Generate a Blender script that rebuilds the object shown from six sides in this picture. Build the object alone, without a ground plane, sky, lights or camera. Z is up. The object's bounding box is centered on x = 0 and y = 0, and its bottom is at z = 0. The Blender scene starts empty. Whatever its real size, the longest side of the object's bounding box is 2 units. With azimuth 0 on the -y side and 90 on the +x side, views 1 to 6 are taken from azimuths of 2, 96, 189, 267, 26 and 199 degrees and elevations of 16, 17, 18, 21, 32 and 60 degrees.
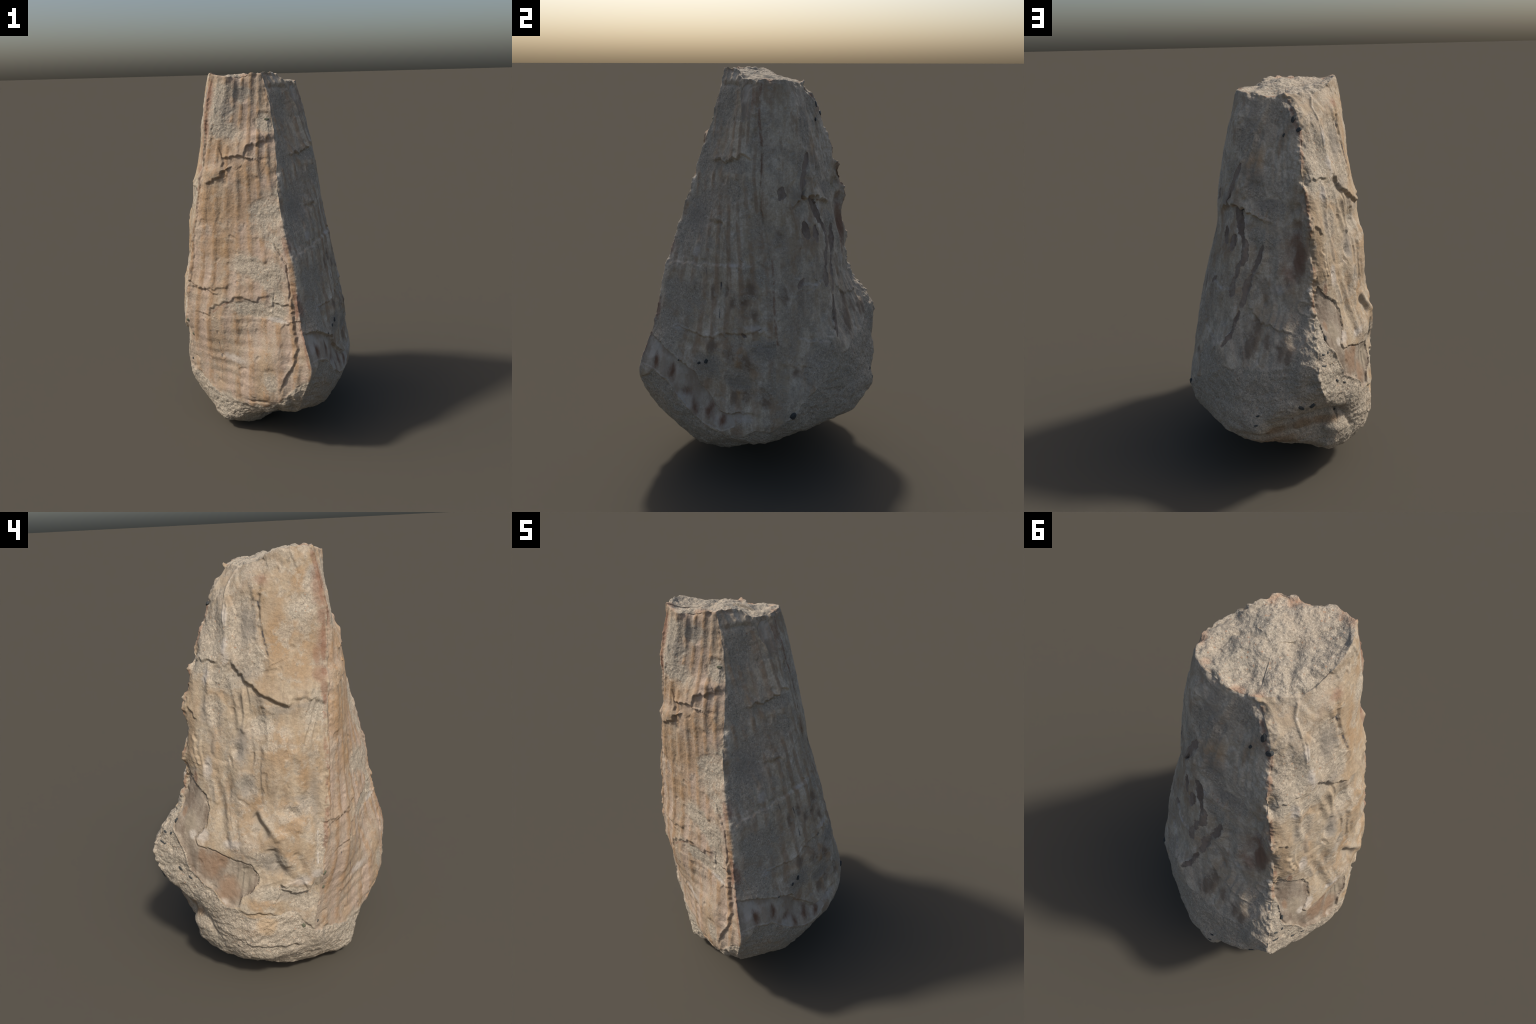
"""A broken fossil pen shell (a long, four-sided bivalve) filled with sandy matrix.

The body is a loft: twelve rails run down the shell, three of them sharp ridges, and every
ring across them is a closed Hermite curve.  Relief (ribs, growth folds, lifted shell edges,
pits, grain) is added along the normal; the skin is then cut by region into its parts."""
import bpy
import numpy as np
from math import radians

COLS, ROWS, TOP_RINGS, BASE_RINGS = 1080, 720, 80, 60
rng = np.random.default_rng(7)

# ------------------------------------------------------------------ rails of the loft
# each rail: (x, y, z) from the broken end down to the foot
RAILS = {
    "front_ridge": [(-0.001, -0.184, 1.995), (0.048, -0.233, 1.793), (0.068, -0.300, 1.592), (0.078, -0.373, 1.393), (0.105, -0.424, 1.191), (0.149, -0.475, 0.994), (0.180, -0.531, 0.793), (0.206, -0.581, 0.642), (0.233, -0.614, 0.503), (0.195, -0.592, 0.349), (0.165, -0.491, 0.211), (0.084, -0.330, 0.125), (0.053, -0.183, 0.042)],
    "nodular_front": [(0.060, -0.111, 1.986), (0.111, -0.134, 1.805), (0.166, -0.176, 1.599), (0.197, -0.208, 1.399), (0.233, -0.267, 1.199), (0.287, -0.302, 0.999), (0.308, -0.352, 0.799), (0.336, -0.372, 0.650), (0.361, -0.385, 0.501), (0.372, -0.384, 0.353), (0.328, -0.336, 0.199), (0.252, -0.269, 0.120), (0.165, -0.162, 0.048)],
    "nodular_back": [(0.125, -0.080, 1.946), (0.172, -0.091, 1.808), (0.248, -0.081, 1.599), (0.292, -0.077, 1.399), (0.325, -0.083, 1.200), (0.355, -0.081, 1.000), (0.416, -0.060, 0.802), (0.444, -0.073, 0.652), (0.444, -0.106, 0.494), (0.462, -0.127, 0.323), (0.403, -0.133, 0.207), (0.291, -0.158, 0.118), (0.160, -0.136, 0.058)],
    "red_suture": [(0.177, 0.012, 1.947), (0.220, 0.006, 1.804), (0.263, 0.025, 1.599), (0.298, 0.023, 1.399), (0.338, 0.068, 1.200), (0.382, 0.089, 1.001), (0.423, 0.107, 0.797), (0.454, 0.110, 0.648), (0.484, 0.117, 0.494), (0.492, 0.100, 0.358), (0.395, 0.068, 0.243), (0.265, 0.043, 0.183), (0.151, 0.030, 0.110)],
    "shaded_shoulder": [(0.155, 0.117, 1.937), (0.184, 0.143, 1.803), (0.236, 0.128, 1.599), (0.274, 0.136, 1.400), (0.264, 0.198, 1.201), (0.277, 0.247, 1.002), (0.297, 0.270, 0.796), (0.347, 0.282, 0.647), (0.410, 0.278, 0.500), (0.391, 0.286, 0.353), (0.325, 0.272, 0.280), (0.252, 0.246, 0.240), (0.151, 0.170, 0.170)],
    "shaded_back": [(0.019, 0.178, 1.919), (0.077, 0.195, 1.800), (0.101, 0.246, 1.600), (0.126, 0.269, 1.400), (0.124, 0.321, 1.200), (0.123, 0.365, 0.995), (0.102, 0.425, 0.789), (0.074, 0.510, 0.637), (0.043, 0.584, 0.480), (0.134, 0.521, 0.348), (0.117, 0.497, 0.301), (0.116, 0.437, 0.259), (0.059, 0.305, 0.220)],
    "rear_ridge": [(-0.072, 0.185, 1.928), (-0.146, 0.263, 1.802), (-0.167, 0.353, 1.579), (-0.204, 0.408, 1.398), (-0.219, 0.424, 1.190), (-0.221, 0.442, 0.961), (-0.259, 0.576, 0.784), (-0.269, 0.603, 0.679), (-0.292, 0.552, 0.558), (-0.259, 0.423, 0.368), (-0.235, 0.421, 0.264), (-0.201, 0.361, 0.186), (-0.135, 0.254, 0.150)],
    "folded_back": [(-0.209, 0.109, 1.931), (-0.244, 0.170, 1.802), (-0.280, 0.255, 1.599), (-0.286, 0.279, 1.399), (-0.305, 0.309, 1.200), (-0.323, 0.319, 1.000), (-0.349, 0.399, 0.804), (-0.373, 0.404, 0.651), (-0.379, 0.421, 0.505), (-0.355, 0.410, 0.357), (-0.321, 0.383, 0.202), (-0.299, 0.264, 0.129), (-0.230, 0.181, 0.100)],
    "folded_front": [(-0.282, -0.045, 1.992), (-0.327, -0.065, 1.817), (-0.354, -0.013, 1.599), (-0.395, -0.020, 1.397), (-0.420, 0.014, 1.198), (-0.441, 0.022, 0.995), (-0.484, 0.039, 0.789), (-0.478, 0.072, 0.648), (-0.486, 0.167, 0.498), (-0.488, 0.191, 0.350), (-0.482, 0.139, 0.220), (-0.400, 0.076, 0.110), (-0.301, 0.051, 0.044)],
    "left_ridge": [(-0.267, -0.162, 1.989), (-0.300, -0.199, 1.806), (-0.313, -0.212, 1.598), (-0.361, -0.206, 1.396), (-0.401, -0.204, 1.200), (-0.426, -0.194, 0.996), (-0.451, -0.180, 0.792), (-0.477, -0.161, 0.661), (-0.457, -0.146, 0.511), (-0.470, -0.119, 0.348), (-0.423, -0.146, 0.205), (-0.341, -0.175, 0.095), (-0.250, -0.134, 0.031)],
    "ribbed_left": [(-0.183, -0.211, 1.974), (-0.215, -0.229, 1.802), (-0.249, -0.250, 1.599), (-0.286, -0.274, 1.401), (-0.282, -0.276, 1.201), (-0.268, -0.287, 1.000), (-0.260, -0.328, 0.800), (-0.250, -0.348, 0.651), (-0.246, -0.333, 0.502), (-0.245, -0.320, 0.353), (-0.264, -0.318, 0.196), (-0.248, -0.325, 0.078), (-0.193, -0.265, 0.027)],
    "ribbed_right": [(-0.124, -0.195, 1.981), (-0.104, -0.230, 1.800), (-0.091, -0.303, 1.602), (-0.100, -0.331, 1.402), (-0.092, -0.358, 1.200), (-0.075, -0.399, 1.000), (-0.076, -0.418, 0.800), (-0.083, -0.428, 0.651), (-0.055, -0.492, 0.498), (0.019, -0.542, 0.333), (0.032, -0.504, 0.218), (-0.040, -0.386, 0.137), (-0.065, -0.261, 0.022)],
}
SHARP = (0, 6, 9)          # front, rear and left ridge
CTRL = np.array([RAILS[k] for k in RAILS]).transpose(1, 0, 2)      # level, rail, xyz
N_LEVEL, N_RAIL = CTRL.shape[:2]


def hermite(n, where, closed, sharp=()):
    """Cubic Hermite weights (len(where), n) for a curve through n points; sharp points break the tangent."""
    def tangent(i, side):
        t = np.zeros(n)
        a, b = ((i - 1) % n, (i + 1) % n) if closed else (max(i - 1, 0), min(i + 1, n - 1))
        if i in sharp or (not closed and i in (0, n - 1)):
            lo, hi = (i, b) if side > 0 else (a, i)
            t[hi] += 1
            t[lo] -= 1
        else:
            t[b] += .5
            t[a] -= .5
        return t
    out = []
    for w in where:
        s = int(np.floor(w))
        s = s % n if closed else min(s, n - 2)
        f = w - np.floor(w) if closed else w - s
        j = (s + 1) % n
        r = np.zeros(n)
        r[s] += 2 * f**3 - 3 * f * f + 1
        r[j] += 3 * f * f - 2 * f**3
        r += (f**3 - 2 * f * f + f) * tangent(s, 1) + (f**3 - f * f) * tangent(j, -1)
        out.append(r)
    return np.array(out)


def even(points, count, closed):
    """Parameters that space samples evenly along a dense curve given as (parameter, cumulative length)."""
    p, length = points
    return np.interp(np.linspace(0, length[-1], count, endpoint=not closed), length, p)


def loft(us, vs):
    return np.einsum("va,ub,abk->vuk", hermite(N_LEVEL, vs, False), hermite(N_RAIL, us, True, SHARP), CTRL)


# even spacing round the middle ring and down the mean rail
_u = np.linspace(0, N_RAIL, 1441)
_ring = loft(_u, [6.0])[0]
_len = np.r_[0, np.cumsum(np.linalg.norm(np.diff(_ring, axis=0), axis=1))]
US = even((_u, _len), COLS, True)
for corner in SHARP:                                   # a column exactly on every ridge
    US[np.argmin(np.abs(US - corner))] = corner
_v = np.linspace(0, N_LEVEL - 1, 1201)
_mean = np.diff(loft(np.arange(12.), _v), axis=0)
_len = np.r_[0, np.cumsum(np.linalg.norm(_mean, axis=2).mean(1))]
VS = even((_v, _len), ROWS, False)
SKIN = loft(US, VS)


def smooth(a, b, x):
    t = np.clip((x - a) / (b - a), 0, 1)
    return t * t * (3 - 2 * t)


# ------------------------------------------------------------------ noise
def noise(p, scale, seed=0, stretch=(1, 1, 1)):
    """Gradient noise, about -1..1, on points p (n,3)."""
    table = np.random.default_rng(1000 + seed)
    perm = np.tile(table.permutation(256), 3).astype(np.int32)
    grad = table.normal(size=(256, 3)).astype(np.float32)
    grad /= np.linalg.norm(grad, axis=1, keepdims=True)
    q = (p * np.array(stretch) / scale + seed * 7.31).astype(np.float32)
    i = np.floor(q).astype(np.int32)
    f = q - i.astype(np.float32)
    w = f * f * f * (f * (f * 6 - 15) + 10)
    i &= 255
    out = 0
    for dx in (0, 1):
        wx = w[:, 0] if dx else 1 - w[:, 0]
        px = perm[i[:, 0] + dx]
        for dy in (0, 1):
            wy = w[:, 1] if dy else 1 - w[:, 1]
            py = perm[px + i[:, 1] + dy]
            for dz in (0, 1):
                wz = w[:, 2] if dz else 1 - w[:, 2]
                g = grad[perm[py + i[:, 2] + dz]]
                out = out + wx * wy * wz * (g[:, 0] * (f[:, 0] - dx) + g[:, 1] * (f[:, 1] - dy) + g[:, 2] * (f[:, 2] - dz))
    return out * 1.6


def fbm(p, scale, seed=0, octaves=3, gain=.5, stretch=(1, 1, 1)):
    out, amp = 0, 1
    for k in range(octaves):
        out = out + amp * noise(p, scale / 2**k, seed + 17 * k, stretch)
        amp *= gain
    return out


# ------------------------------------------------------------------ whole skin: top cap, wall, base cap
def top_cap():
    rim = SKIN[0]
    plane = np.linalg.lstsq(np.c_[rim[:, :2], np.ones(len(rim))], rim[:, 2], rcond=None)[0]
    mid = np.array([-.055, -.005])
    rings = []
    for k in range(1, TOP_RINGS + 1):
        f = 1 - k / TOP_RINGS
        xy = mid + (rim[:, :2] - mid) * f
        flat = xy @ plane[:2] + plane[2]
        lift = (rim[:, 2] - (rim[:, :2] @ plane[:2] + plane[2])) * f**2.2
        rings.append(np.c_[xy, flat + lift])
    return np.array(rings[::-1])


def base_cap():
    rim = SKIN[-1]
    mid = np.array([-.08, -.06])
    rings = []
    for k in range(1, BASE_RINGS + 1):
        f = 1 - k / BASE_RINGS
        xy = mid + (rim[:, :2] - mid) * f
        z = rim[:, 2] * f**1.3 + .014 * (1 - f**1.3)
        rings.append(np.c_[xy, z])
    return np.array(rings)


GRID = np.concatenate([top_cap(), SKIN, base_cap()])
NV, NU = GRID.shape[:2]
ROW_TOP, ROW_BASE = TOP_RINGS, TOP_RINGS + ROWS - 1     # first and last wall row


def normals(grid):
    du = np.roll(grid, -1, 1) - np.roll(grid, 1, 1)
    dv = np.gradient(grid, axis=0)
    n = np.cross(dv, du)
    size = np.linalg.norm(n, axis=-1, keepdims=True)
    n = np.where(size > 1e-12, n / np.maximum(size, 1e-12), np.array([0, 0, 1.]))
    n[:2] = n[2].mean(0) / np.linalg.norm(n[2].mean(0))
    n[-2:] = n[-3].mean(0) / np.linalg.norm(n[-3].mean(0))
    return n


def soften(field, times):
    for _ in range(times):
        field = (field + np.roll(field, 1, 1) + np.roll(field, -1, 1)) / 3
        pad = np.concatenate([field[:1], field, field[-1:]])
        field = (pad[:-2] + pad[1:-1] + pad[2:]) / 3
    return field


keep_u = SKIN.shape[1]
GRID[ROW_TOP + 3:] = soften(GRID[ROW_TOP + 3:], 2)
NORMAL = soften(normals(GRID), 6)
NORMAL /= np.linalg.norm(NORMAL, axis=-1, keepdims=True)
if NORMAL[NV // 2, 0] @ (GRID[NV // 2, 0] - GRID[NV // 2].mean(0)) < 0:
    NORMAL = -NORMAL

P = GRID.reshape(-1, 3)
UU = np.broadcast_to(US, (NV, NU)).reshape(-1)
ROW = np.repeat(np.arange(NV), NU)
ON_TOP = ROW < ROW_TOP
X, Y, Z = P.T
H = np.zeros(len(P))            # relief along the normal


def on_skin(u, z):
    """Point of the smooth body at ring parameter u and height z."""
    col = int(np.argmin(np.abs((US - u + 6) % 12 - 6)))
    zz = SKIN[:, col, 2]
    row = int(np.argmin(np.abs(zz - z)))
    return SKIN[row, col], NORMAL[ROW_TOP + row, col]


# ------------------------------------------------------------------ tools for relief
def path(points, step=.012, wobble=.004, seed=0):
    """Ragged 3D polyline lying on the body through chart points (u, z)."""
    r = np.random.default_rng(300 + seed)
    pts = np.array(points, float)
    xyz = np.array([on_skin(*p)[0] for p in pts])
    chart = [pts[0]]
    for a, b, pa, pb in zip(pts[:-1], pts[1:], xyz[:-1], xyz[1:]):
        n = max(1, int(np.linalg.norm(pb - pa) / step))
        chart += [a + (b - a) * k / n for k in range(1, n + 1)]
    hits = [on_skin(*p) for p in chart]
    q, n = np.array([h[0] for h in hits]), np.array([h[1] for h in hits])
    if len(q) > 2:
        d = np.gradient(q, axis=0)
        d /= np.linalg.norm(d, axis=1, keepdims=True) + 1e-9
        q = q + np.cross(n, d) * (r.normal(size=(len(q), 1)) * wobble)
    return q, n


def near(line, reach=.07):
    """Vertices near a line: index, distance, signed side (left of travel, seen from outside, is +), place along 0..1."""
    q, n = line
    lo, hi = q.min(0) - reach, q.max(0) + reach
    idx = np.where(np.all((P > lo) & (P < hi), axis=1) & ~ON_TOP)[0]
    p = P[idx]
    best = np.full(len(idx), 1e9)
    side = np.zeros(len(idx))
    along = np.zeros(len(idx))
    beyond = np.zeros(len(idx))
    for j in range(len(q) - 1):
        d = q[j + 1] - q[j]
        l2 = d @ d + 1e-12
        t = (p - q[j]) @ d / l2
        tc = np.clip(t, 0, 1)
        v = p - q[j] - tc[:, None] * d
        dist = np.sqrt((v * v).sum(1))
        m = dist < best
        best[m] = dist[m]
        side[m] = np.sign(np.cross(d, v[m]) @ n[j])
        along[m] = (j + tc[m]) / (len(q) - 1)
        out = np.zeros(len(idx))
        if j == 0:
            out = np.where(t < 0, -t * np.sqrt(l2), out)
        if j == len(q) - 2:
            out = np.where(t > 1, (t - 1) * np.sqrt(l2), out)
        beyond[m] = out[m]
    keep = best < reach
    return idx[keep], best[keep], (best * side)[keep], along[keep], beyond[keep]


_serial = [0]


def serial():
    _serial[0] += 1
    return _serial[0]


def fade(along, beyond, ends=.12):
    return smooth(0, ends, along) * smooth(1, 1 - ends, along) * .8 + .2 * np.exp(-(beyond / .01) ** 2)


def crease(points, depth, width, wobble=.003):
    i, d, s, a, o = near(path(points, wobble=wobble, seed=serial()), max(.03, 3 * width))
    H[i] -= depth * np.exp(-(d / width) ** 2) * fade(a, o) * (.8 + .35 * noise(P[i], .09, 5))


def ridge(points, height, width, wobble=.003):
    crease(points, -height, width, wobble)


def step(points, height, run=.03, drop=0., edge=.008, wobble=.005, under=.02):
    """A lifted shell edge: the left of the line stands up and dies away over run; the right may be undercut."""
    i, d, s, a, o = near(path(points, wobble=wobble, seed=serial()), max(.05, 2.6 * run))
    w = fade(a, o) * np.exp(-(o / .015) ** 2)
    up = smooth(-edge * .5, edge, s) * np.exp(-np.maximum(s, 0) / run)
    dn = smooth(edge * .5, -edge, s) * np.exp(-np.maximum(-s, 0) / under)
    H[i] += (height * up - drop * dn) * w


def bump(u, z, ru, rz, height, power=2.):
    c, _ = on_skin(u, z)
    d2 = ((X - c[0]) ** 2 + (Y - c[1]) ** 2) / ru**2 + (Z - c[2]) ** 2 / rz**2
    m = d2 < 6
    H[m] += height * np.exp(-d2[m] ** (power / 2)) * ~ON_TOP[m]


def blobs(spots, rough=.6, scale=.15, seed=3):
    """0..1 mask of ragged ellipsoids (u, z, radius across, radius up)."""
    d = np.full(len(P), 9.)
    for u, z, ru, rz in spots:
        c, _ = on_skin(u, z)
        d = np.minimum(d, np.sqrt(((X - c[0]) ** 2 + (Y - c[1]) ** 2) / ru**2 + (Z - c[2]) ** 2 / rz**2))
    m = d < 2
    out = np.zeros(len(P))
    out[m] = smooth(1.3, .75, d[m] + rough * fbm(P[m], scale, seed, 4, .6))
    return out


def inside(poly):
    poly = np.array(poly)
    hit = np.zeros(len(P), bool)
    box = (Z > poly[:, 1].min()) & (Z < poly[:, 1].max()) & (UU > poly[:, 0].min()) & (UU < poly[:, 0].max()) & ~ON_TOP
    idx = np.where(box)[0]
    u, z = UU[idx], Z[idx]
    c = np.zeros(len(idx), bool)
    for (u1, z1), (u2, z2) in zip(poly, np.roll(poly, 1, 0)):
        if z1 != z2:
            c ^= ((z1 > z) != (z2 > z)) & (u < (u2 - u1) * (z - z1) / (z2 - z1) + u1)
    hit[idx] = c
    return hit


REGION = np.zeros(len(P), int)        # 0 = plain wall, n = nth lost-shell patch
PATCHES = []                          # (wall, look)


def lost_shell(points, depth, wall, look, width=None, lip=.004):
    """A patch where the outer shell has flaked away: a closed outline, or a band of given width along a line."""
    PATCHES.append((wall, look))
    if width is None:
        hit = inside(points)
        i, d, s, a, o = near(path(list(points) + [points[0]], wobble=.001, seed=serial()), .06)
        hit[i] ^= (d < .004 * noise(P[i], .012, 9))        # ragged rim
        H[hit] -= depth
        k = hit[i]
        H[i[k]] += depth * smooth(lip, 0, d[k])
    else:
        i, d, s, a, o = near(path(points, wobble=.002, seed=serial()), width * 2)
        w = width * (.35 + .65 * np.sin(np.pi * np.clip(a * .94 + .03, 0, 1)) ** .5) * (1 + .5 * noise(P[i], .05, 11) + .3 * noise(P[i], .018, 12))
        k = d < w
        hit = np.zeros(len(P), bool)
        hit[i[k]] = True
        H[i[k]] -= depth * smooth(0, lip, (w - d)[k])
    REGION[hit] = len(PATCHES)


# ------------------------------------------------------------------ relief: grounds
FRONT_W = smooth(8.95, 9.15, UU) * ~ON_TOP                   # ribbed wall
NODULAR_W = (UU < 3) * ~ON_TOP * 1.
WALL = ~ON_TOP & (ROW <= ROW_BASE)

# where bare matrix shows through the shell: (u, z, radius across, radius up)
BARE_RIBBED = [(9.97, 1.81, .09, .11), (11.0, 1.88, .045, .045), (10.25, 1.71, .09, .06), (11.65, 1.29, .085, .12), (11.75, 1.74, .05, .05), (11.07, 1.0, .13, .075), (11.5, .98, .08, .09), (10.95, .78, .16, .05), (11.6, .83, .05, .13), (11.1, .41, .05, .06), (10.3, .16, .2, .07), (11.7, 1.14, .05, .07)]
BARE_NODULAR = [(.65, 1.36, .07, .1), (.4, 1.22, .07, .13), (.7, 1.83, .06, .1), (1.77, 1.46, .05, .06), (.75, .92, .13, .12), (.45, .76, .12, .12), (2.75, .73, .08, .05), (1.5, .62, .09, .07), (2.05, .58, .07, .05), (2.7, 1.08, .04, .05), (1.6, 1.56, .09, .03), (.3, 1.6, .05, .15), (3.1, .6, .07, .12)]
BARE_SHADED = [(5.6, 1.85, .08, .06), (4.9, 1.75, .06, .09), (4.6, 1.55, .05, .06), (5.2, 1.5, .07, .05), (5.5, 1.42, .12, .05), (5.3, 1.28, .08, .07), (4.2, .62, .12, .1), (5.8, .9, .06, .1)]
BARE_FOLDED = [(6.65, 1.68, .1, .16), (7.3, 1.71, .06, .15), (7.55, 1.56, .06, .07), (8.2, 1.76, .06, .04), (8.75, 1.87, .045, .07), (8.5, 1.77, .05, .05), (7.15, 1.49, .1, .06), (6.5, 1.56, .07, .06), (7.45, 1.19, .03, .05), (7.55, 1.04, .04, .05), (8.25, .93, .06, .03), (8.55, .95, .04, .05), (7.9, .71, .08, .05), (8.3, .55, .1, .035), (8.85, .8, .03, .15), (7.7, 1.3, .06, .05), (8.7, 1.35, .07, .06), (7.0, 1.36, .05, .07), (8.75, .5, .06, .07)]
BARE = np.maximum.reduce([blobs(BARE_RIBBED) * FRONT_W, blobs(BARE_NODULAR) * NODULAR_W,
                          blobs(BARE_SHADED) * ((UU >= 3) & (UU < 6)), blobs(BARE_FOLDED) * ((UU >= 6) & (UU < 9))])

# line below which the shell ends and the rock foot begins
FOOT_U = [0, .37, .75, .93, 1.17, 1.48, 1.87, 2.28, 2.62, 3.0, 3.5, 4.0, 4.5, 5.0, 5.5, 5.75, 6.0, 6.05, 6.27, 6.45, 6.67, 6.82, 6.9, 7.1, 7.37, 7.52, 7.7, 7.95, 8.3, 8.7, 9.0, 9.4, 10.2, 10.8, 11.2, 11.6, 12]
FOOT_Z = [.46, .53, .50, .44, .385, .325, .298, .30, .35, .36, .42, .50, .64, .68, .71, .80, .90, .965, .89, .825, .785, .72, .645, .60, .555, .51, .48, .46, .46, .44, .33, .29, .20, .25, .30, .38, .46]
FOOT = smooth(-.006, .012, np.interp(UU, FOOT_U, FOOT_Z) + .012 * fbm(P, .06, 21, 3) - Z) * ~ON_TOP
SHELL = WALL * (1 - FOOT) * (1 - BARE)

# slow swelling everywhere, and the particular swells and hollows of this fossil: (u, z, radius across, radius up, height)
H += .004 * fbm(P, .22, 31, 2) * ~ON_TOP
SWELLS = [
    (10.8, .55, .12, .16, -.018), (10.15, 1.38, .06, .12, -.010), (9.87, 1.71, .07, .12, .013), (11.7, 1.05, .07, .14, .014), (9.97, .95, .08, .15, .010),
    (.1, 1.0, .07, .28, .016), (1.05, .97, .08, .15, -.022), (1.45, .5, .13, .13, -.024), (.75, 1.88, .06, .08, .016), (3.1, 1.27, .07, .15, -.014),
    (5.35, 1.75, .07, .16, -.014), (4.48, 1.72, .05, .14, .014), (4.35, .68, .10, .14, .034), (5.05, .54, .09, .09, -.026),
    (5.5, .32, .12, .05, .022), (6.1, .34, .10, .05, .022), (7.25, .59, .08, .12, .018),
    (6.85, 1.64, .07, .14, -.018), (7.3, 1.86, .08, .08, .020), (7.98, 1.69, .06, .10, -.010), (7.45, 1.12, .06, .16, .018), (7.62, .78, .07, .12, .014), (8.18, .78, .07, .12, -.014),
    (1.1, .74, .10, .18, -.016), (2.05, 1.0, .05, .16, .016), (11.45, .58, .06, .12, .016), (10.6, .3, .10, .08, .014), (9.7, .55, .06, .18, .012),
    (6.78, 1.64, .06, .14, -.016), (7.5, 1.0, .05, .14, .014), (4.7, 1.5, .05, .12, .014), (4.95, 1.8, .05, .08, .012),
    (5.2, .40, .06, .05, .030), (6.8, .39, .08, .04, -.028), (2.75, .27, .10, .05, .016), (.1, .26, .06, .06, .008),
    (1.5, .45, .13, .12, -.014), (3.0, .30, .12, .06, .016), (.15, 1.22, .05, .10, .010),
    (5.42, 1.2, .03, .12, -.012), (5.2, 1.22, .02, .10, -.007), (5.58, .96, .03, .06, -.008), (4.6, 1.75, .02, .10, -.007), (5.35, 1.62, .03, .10, -.008),
    (8.2, .16, .10, .06, -.018), (6.0, .47, .05, .05, -.012), (9.0, 1.2, .04, .2, -.008),
]
for swell in SWELLS:
    bump(*swell)

# ribs of the two ornamented walls, fanning out downward
SP = np.interp(Z, [0, .6, 1.05, 1.37, 1.8, 2], [.082, .08, .068, .06, .045, .042])
XC = np.interp(Z, [0, .3, .7, .95, 1.55, 1.8, 2], [-.16, -.165, -.165, -.14, -.14, -.11, -.10])
bend = .004 * noise(P, .4, 41, (1, 1, .6))
rib = np.cos(2 * np.pi * (X - XC + bend) / SP)
rib = np.where(rib > 0, rib, .45 * rib)
strong = (.65 + .5 * fbm(P, .12, 42, 2)) * (1 - .75 * BARE)
H += .0048 * rib * FRONT_W * (1 - FOOT) * strong * smooth(12.0, 11.8, UU)
SP2 = np.interp(Z, [0, .4, 1.0, 1.45, 1.85, 2], [.09, .085, .064, .042, .034, .033])
YC = np.interp(Z, [0, .5, 1.0, 1.5, 1.85], [-.15, -.15, -.12, -.135, -.105])
rib2 = np.cos(2 * np.pi * (Y - YC + .012 * noise(P, .3, 43)) / SP2)
H += .0036 * np.maximum(rib2, -.4) * NODULAR_W * smooth(3, 2.6, UU) * (1 - FOOT) * (.55 + .7 * fbm(P, .13, 44, 2)) * (1 - .8 * BARE)
# knobs where growth halts cross the ribs
halt = np.cos(2 * np.pi * (Z - .18 * X * (UU > 8) + .008 * noise(P, .4, 45) - .18 * (UU < 3) * Y) / .062)
H += (.0014 + .0008 * smooth(.95, .6, Z)) * halt * (FRONT_W + .9 * NODULAR_W) * SHELL * (.4 + .8 * noise(P, .2, 46))
# long flutes and wrinkles of the two smoother walls
smoothwall = ((UU >= 3) & (UU < 9)) * (1 - FOOT)
H += smoothwall * (.0028 * fbm(P, .07, 51, 2, .5, (1, 1, .25)) + .001 * noise(P, .035, 52, (1, 1, .15)))

# the layered shell has split into thin plates: ledges that run mostly lengthwise
def plates(field, levels, sharp=.12):
    t = field * levels
    k = np.floor(t)
    return (k + smooth(.5 - sharp, .5 + sharp, t - k)) / levels


warp = .05 * np.stack([noise(P, .3, 91), noise(P, .3, 92), noise(P, .3, 93)], 1)
ply = fbm(P + warp, .19, 94, 2, .45, (1, 1, .36))
ply_fine = fbm(P + warp, .10, 95, 2, .5, (1, 1, .42))
patchy = smooth(-.1, .35, noise(P, .28, 96))
calm = 1 - .8 * blobs([(8.15, 1.62, .10, .17), (7.2, .75, .17, .17), (6.7, .95, .1, .14)], .2)
fold_w = ((UU >= 6) & (UU < 9)) * (1 - FOOT) * calm
shade_w = ((UU >= 3) & (UU < 6)) * (1 - FOOT)
lower = smooth(1.5, 1.2, Z)
edge = np.clip(.14 + .3 * smooth(-.3, .5, noise(P, .2, 97)), .1, .45)      # ledges sharp in places, worn elsewhere
H += fold_w * ((.015 * plates(ply, 2.6, edge)) + .003 * ply_fine * patchy)
H += shade_w * (.012 * plates(ply, 2.6, np.minimum(edge, .25)) + .005 * ply_fine * patchy)
H += NODULAR_W * (1 - FOOT) * (.007 * plates(ply, 2.6, edge) + .003 * ply_fine * patchy)
H += FRONT_W * (1 - FOOT) * (.004 * plates(ply, 2.6, edge) + .002 * ply_fine * patchy)

# bare matrix: sunk a little, granular
grain = fbm(P, .015, 61, 2, .6)
H += BARE * (-.0035 + .0013 * grain + .003 * fbm(P, .06, 68, 2))
# rock foot: strata, lumps and pits
lumps = fbm(P, .13, 63, 4, .55)
strata = np.abs(noise(P @ np.array([[1, 0, .25], [0, 1, .3], [-.35, -.25, 1.]]), .05, 64, (.45, .45, 1.3)))
H += FOOT * (.010 * lumps - .004 * np.maximum(strata - .25, 0) * 2 + .0016 * grain + .002 * fbm(P, .05, 69, 2))
# shell skin: faint grain and worn dents
H += SHELL * (.0012 * fbm(P, .02, 66, 2) - .004 * smooth(.45, .8, noise(P, .045, 67)))

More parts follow.
